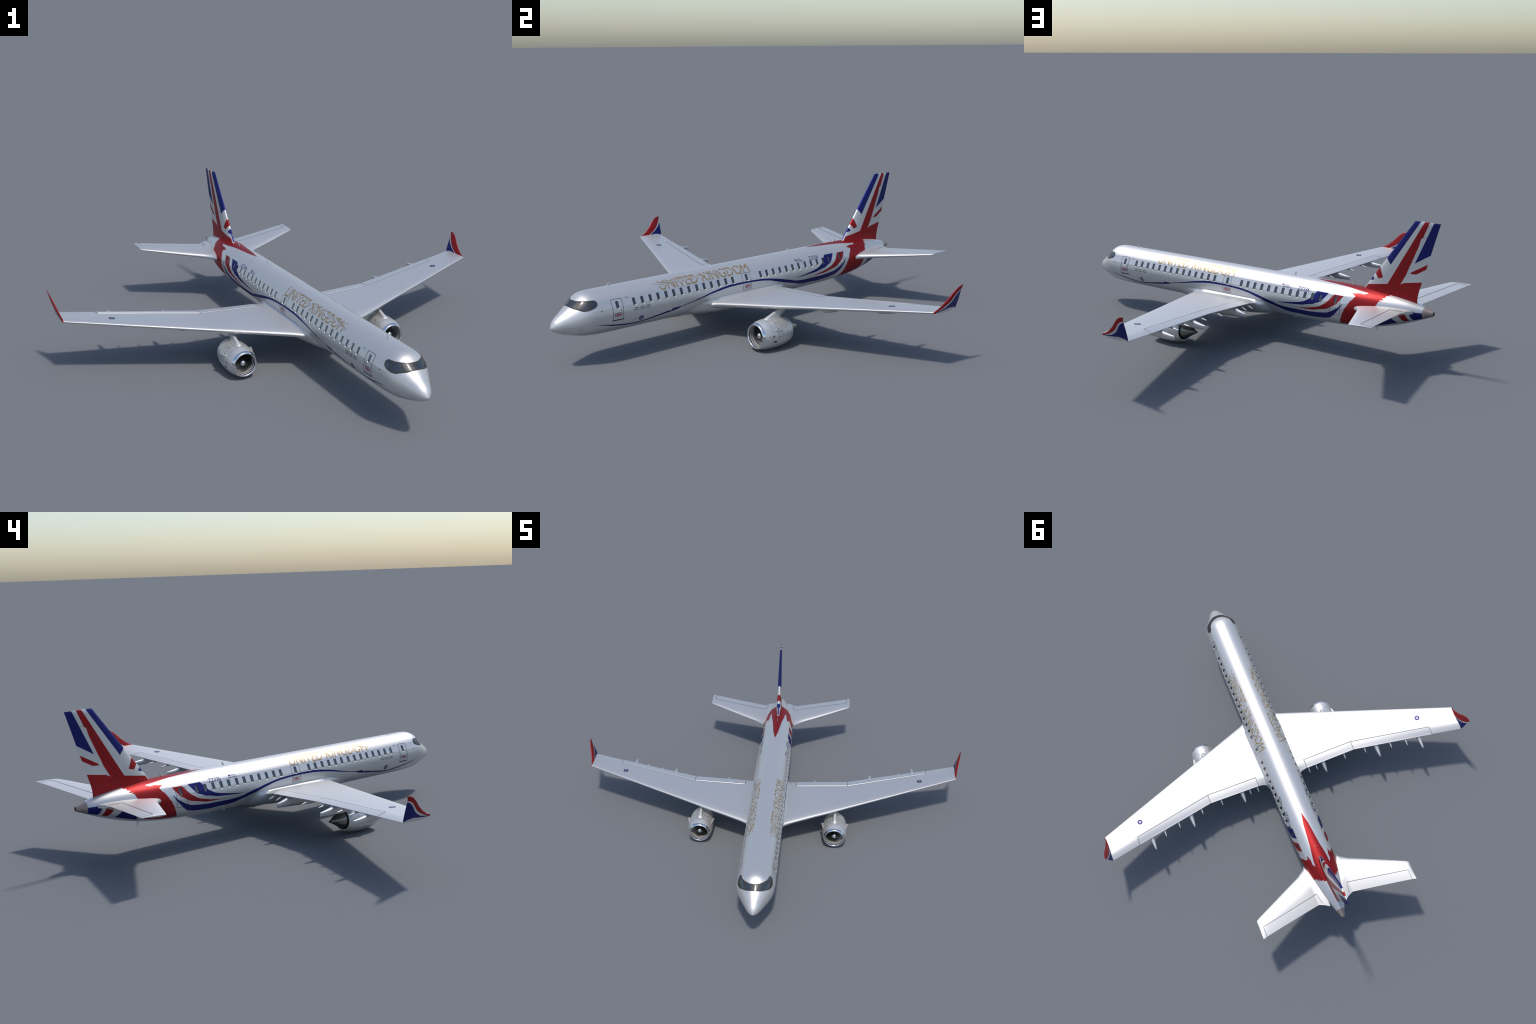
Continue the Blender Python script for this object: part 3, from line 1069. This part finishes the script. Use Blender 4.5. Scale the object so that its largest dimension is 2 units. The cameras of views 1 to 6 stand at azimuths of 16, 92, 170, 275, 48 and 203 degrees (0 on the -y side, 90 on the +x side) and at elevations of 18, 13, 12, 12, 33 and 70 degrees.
# ------------------------------------------------------------------ engines
EY, EZ = .4255, .0775
OUTER = [(.4985, .0590), (.4975, .0615), (.494, .0642), (.488, .0665), (.478, .0692), (.458, .0736), (.440, .0757), (.420, .0768), (.395, .0773), (.366, .0760), (.340, .0728), (.318, .0680), (.303, .0630), (.2945, .0585), (.2935, .0570)]
outer_r = pchip([p[0] for p in OUTER], [p[1] for p in OUTER])


def nacelle_material():
    s = Shader("nacelle_paint", PAINT_ROUGH, PAINT_METAL, color=nacelle_mat_base)
    x, y, z = s.xyz
    ay = s.m("ABSOLUTE", y)
    th = s.m("MULTIPLY", s.m("ARCTAN2", s.m("SUBTRACT", ay, EY), s.m("SUBTRACT", z, EZ)), 180/pi)
    ath = s.m("ABSOLUTE", th)
    lines = []
    for xl in (.443, .408, .381, .346):
        lines.append(s.all(s.lt(s.m("ABSOLUTE", s.m("SUBTRACT", x, xl)), .00055), s.gt(ath, 17.0)))
    lines.append(s.all(s.lt(s.m("ABSOLUTE", s.m("SUBTRACT", x, .443)), .0007), s.lt(ath, 19.0)))
    lines.append(s.all(s.lt(s.m("ABSOLUTE", s.m("SUBTRACT", ath, 18.0)), .55), s.gt(x, .346), s.lt(x, .443)))
    spots = [s.poly(x, th, q) for q in (
        [(.4375, 105), (.4190, 105), (.4190, 112), (.4375, 112)],
        [(.4470, 84.5), (.4325, 84.5), (.4325, 88), (.4470, 88)],
        [(.4625, 83.5), (.4580, 83.5), (.4580, 87.5), (.4625, 87.5)],
        [(.4060, 90.5), (.3980, 90.5), (.3980, 93.5), (.4060, 93.5)],
        [(.4070, 125), (.4010, 125), (.4010, 127.5), (.4070, 127.5)])]
    spots += [s.all(s.lt(s.m("ABSOLUTE", s.m("SUBTRACT", x, xs)), .0028), s.lt(s.m("ABSOLUTE", s.m("SUBTRACT", ath, ts)), 2.1)) for xs, ts in ((.4005, 36.5), (.4010, 62.5))]
    return s.layers(nacelle_mat_base, (s.any(*lines), (.16, .155, .15)), (s.any(*spots), (.02, .02, .02)))


nacelle_mat = nacelle_material()
pylon_mat = Shader("pylon_paint", PAINT_ROUGH, PAINT_METAL, color=nacelle_mat_base).mat
LIP_X = .4845
body = [(x, outer_r(x)) for x in np.linspace(LIP_X, .2935, 26)] + [(.2945, .0545), (.305, .0525), (.330, .0510)]
nacelle_me = revolve("engine", body, EY, EZ, 72)
lip = [(LIP_X, outer_r(LIP_X) + .0001)] + [(x, outer_r(x)) for x in (.4875, .491, .494, .4965, .498)] + [(.4985, .0590), (.4982, .0572), (.497, .0555), (.4945, .0540), (.4905, .0530), (.4890, .0545)]
lip_me = revolve("inlet_lip", lip, EY, EZ, 72)
duct_me = revolve("inlet_duct", [(.4868, .0545), (.4864, .0530), (.4800, .0523), (.4760, .0518), (.4700, .0515), (.4695, .0525), (.430, .0525)], EY, EZ, 72)
gap_me = revolve("inlet_gap", [(.4915, .0549), (.4862, .0549), (.4862, .0528), (.4860, .0528)], EY, EZ, 48)
groove_me = revolve("duct_groove", [(.4802, .05235), (.4801, .0516), (.4783, .0514), (.4782, .0522)], EY, EZ, 64)
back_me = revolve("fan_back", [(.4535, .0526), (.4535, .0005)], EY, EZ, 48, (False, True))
spin_me = revolve("spinner", [(.4805, .0005), (.4800, .0038), (.4785, .0078), (.4762, .0112), (.4735, .0134), (.4717, .0141), (.4710, .0140)], EY, EZ, 36, (True, False))
hub_me = revolve("fan_hub", [(.4715, .0140), (.4695, .0160), (.4665, .0180), (.4620, .0186), (.4500, .0186)], EY, EZ, 36)
cone_me = revolve("exhaust_cone", [(.3300, .0470), (.3080, .0466), (.2960, .0452), (.2850, .0418), (.2720, .0358), (.2580, .0278), (.2440, .0195), (.2310, .0120), (.2200, .0062)], EY, EZ, 56)
tip_me = revolve("exhaust_tip", [(.2205, .0063), (.2150, .0048), (.2122, .0032), (.2117, .0010)], EY, EZ, 28, (False, True))
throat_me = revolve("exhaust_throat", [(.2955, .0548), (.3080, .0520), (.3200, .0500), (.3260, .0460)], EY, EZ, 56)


def blade_mesh(n_r=8):
    rings = []
    for k in range(n_r+1):
        f = k/n_r
        r = .0175 + (.0515-.0175)*f
        ch = .0105 + .0020*f
        stag = radians(24 + 28*f)                     # from the axial direction
        ring = []
        for j in range(12):
            a = 2*pi*j/12
            u, v = cos(a)*ch/2, sin(a)*(.0009 - .0004*f)
            v += .0016*(1 - (2*u/ch)**2)
            ax = u*cos(stag) - v*sin(stag)
            ta = u*sin(stag) + v*cos(stag)
            phi = ta/r
            ring.append((.4660 + ax, r*sin(phi), r*cos(phi)))
        rings.append(ring)
    return loft("fan_blade", rings)


blade_me = blade_mesh()

# pylon: wide saddle on the nacelle narrowing to a blade under the wing
PYL = [(.138, .4440, .3430, .0260), (.146, .4430, .3360, .0235), (.1500, .4420, .3310, .0205), (.1545, .4370, .3260, .0155), (.162, .4215, .3120, .0112), (.171, .3965, .3010, .0098), (.180, .3735, .2930, .0095), (.192, .3440, .2760, .0094), (.204, .322, .255, .0090), (.214, .305, .24, .0085)]
pyl_foil = pchip([0, .008, .03, .08, .2, .4, .7, 1], [0, .32, .58, .80, .95, 1.0, .92, .10])
rings = []
for z, xf, xr, hw in PYL:
    fs = [(1-cos(pi*k/16))/2 for k in range(17)]
    up = [(xf + (xr-xf)*f, EY + hw*pyl_foil(f), z) for f in fs]
    dn = [(xf + (xr-xf)*f, EY - hw*pyl_foil(f), z) for f in fs]
    rings.append(up[::-1] + dn[1:-1])
pylon_me = loft("pylon", rings)


def strake_mesh(sgn):
    """Curved vortex fin standing off the nacelle shoulder."""
    rings = []
    for k in range(9):
        f = k/8
        x = .4380 - .0545*f
        th = radians(67 - 1.0*f)*sgn
        r0 = outer_r(x) - .002
        h = .002 + .0145*min(1, f*1.15)**.9
        if f == 1:
            h *= .86
        d = Vector((0, sin(th), cos(th)))
        t = Vector((0, cos(th), -sin(th)))
        w = .0011
        c = Vector((x, EY, EZ))
        rings.append([c + d*r0 + t*w, c + d*(r0+h) + t*w*.5, c + d*(r0+h+.0006), c + d*(r0+h) - t*w*.5, c + d*r0 - t*w])
    return loft("strake", rings)


for sd in (1, -1):
    T = (lambda me: me) if sd > 0 else mirrored
    engine = add("engine", T(nacelle_me), root, nacelle_mat, angle=45)
    add("inlet_lip", T(lip_me), engine, chrome_mat, angle=60)
    add("inlet_duct", T(duct_me), engine, duct_mat, angle=30)
    add("inlet_gap", T(gap_me), engine, black_mat)
    add("duct_groove", T(groove_me), engine, black_mat, angle=30)
    add("fan_back", T(back_me), engine, black_mat)
    add("spinner", T(spin_me), engine, chrome_mat, angle=60)
    add("fan_hub", T(hub_me), engine, hub_mat, angle=60)
    add("exhaust_cone", T(cone_me), engine, cone_mat, angle=60)
    add("exhaust_tip", T(tip_me), engine, black_mat)
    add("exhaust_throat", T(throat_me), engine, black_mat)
    add("pylon", T(pylon_me), engine, pylon_mat, angle=40)
    for sg in (1, -1):
        add("strake", T(strake_mesh(sg)), engine, pylon_mat, angle=30)
    first = None
    for k in range(22):
        if first is None:
            ob = first = add("fan_blade", blade_me if sd > 0 else mirrored(blade_me), engine, blade_mat, angle=50)
        else:
            ob = first.copy()
            COL.objects.link(ob)
            ob.parent = engine
        ob.location = (0, sd*EY, EZ)
        ob.rotation_euler = (2*pi*k/22 * sd, 0, 0)

bpy.context.view_layer.update()
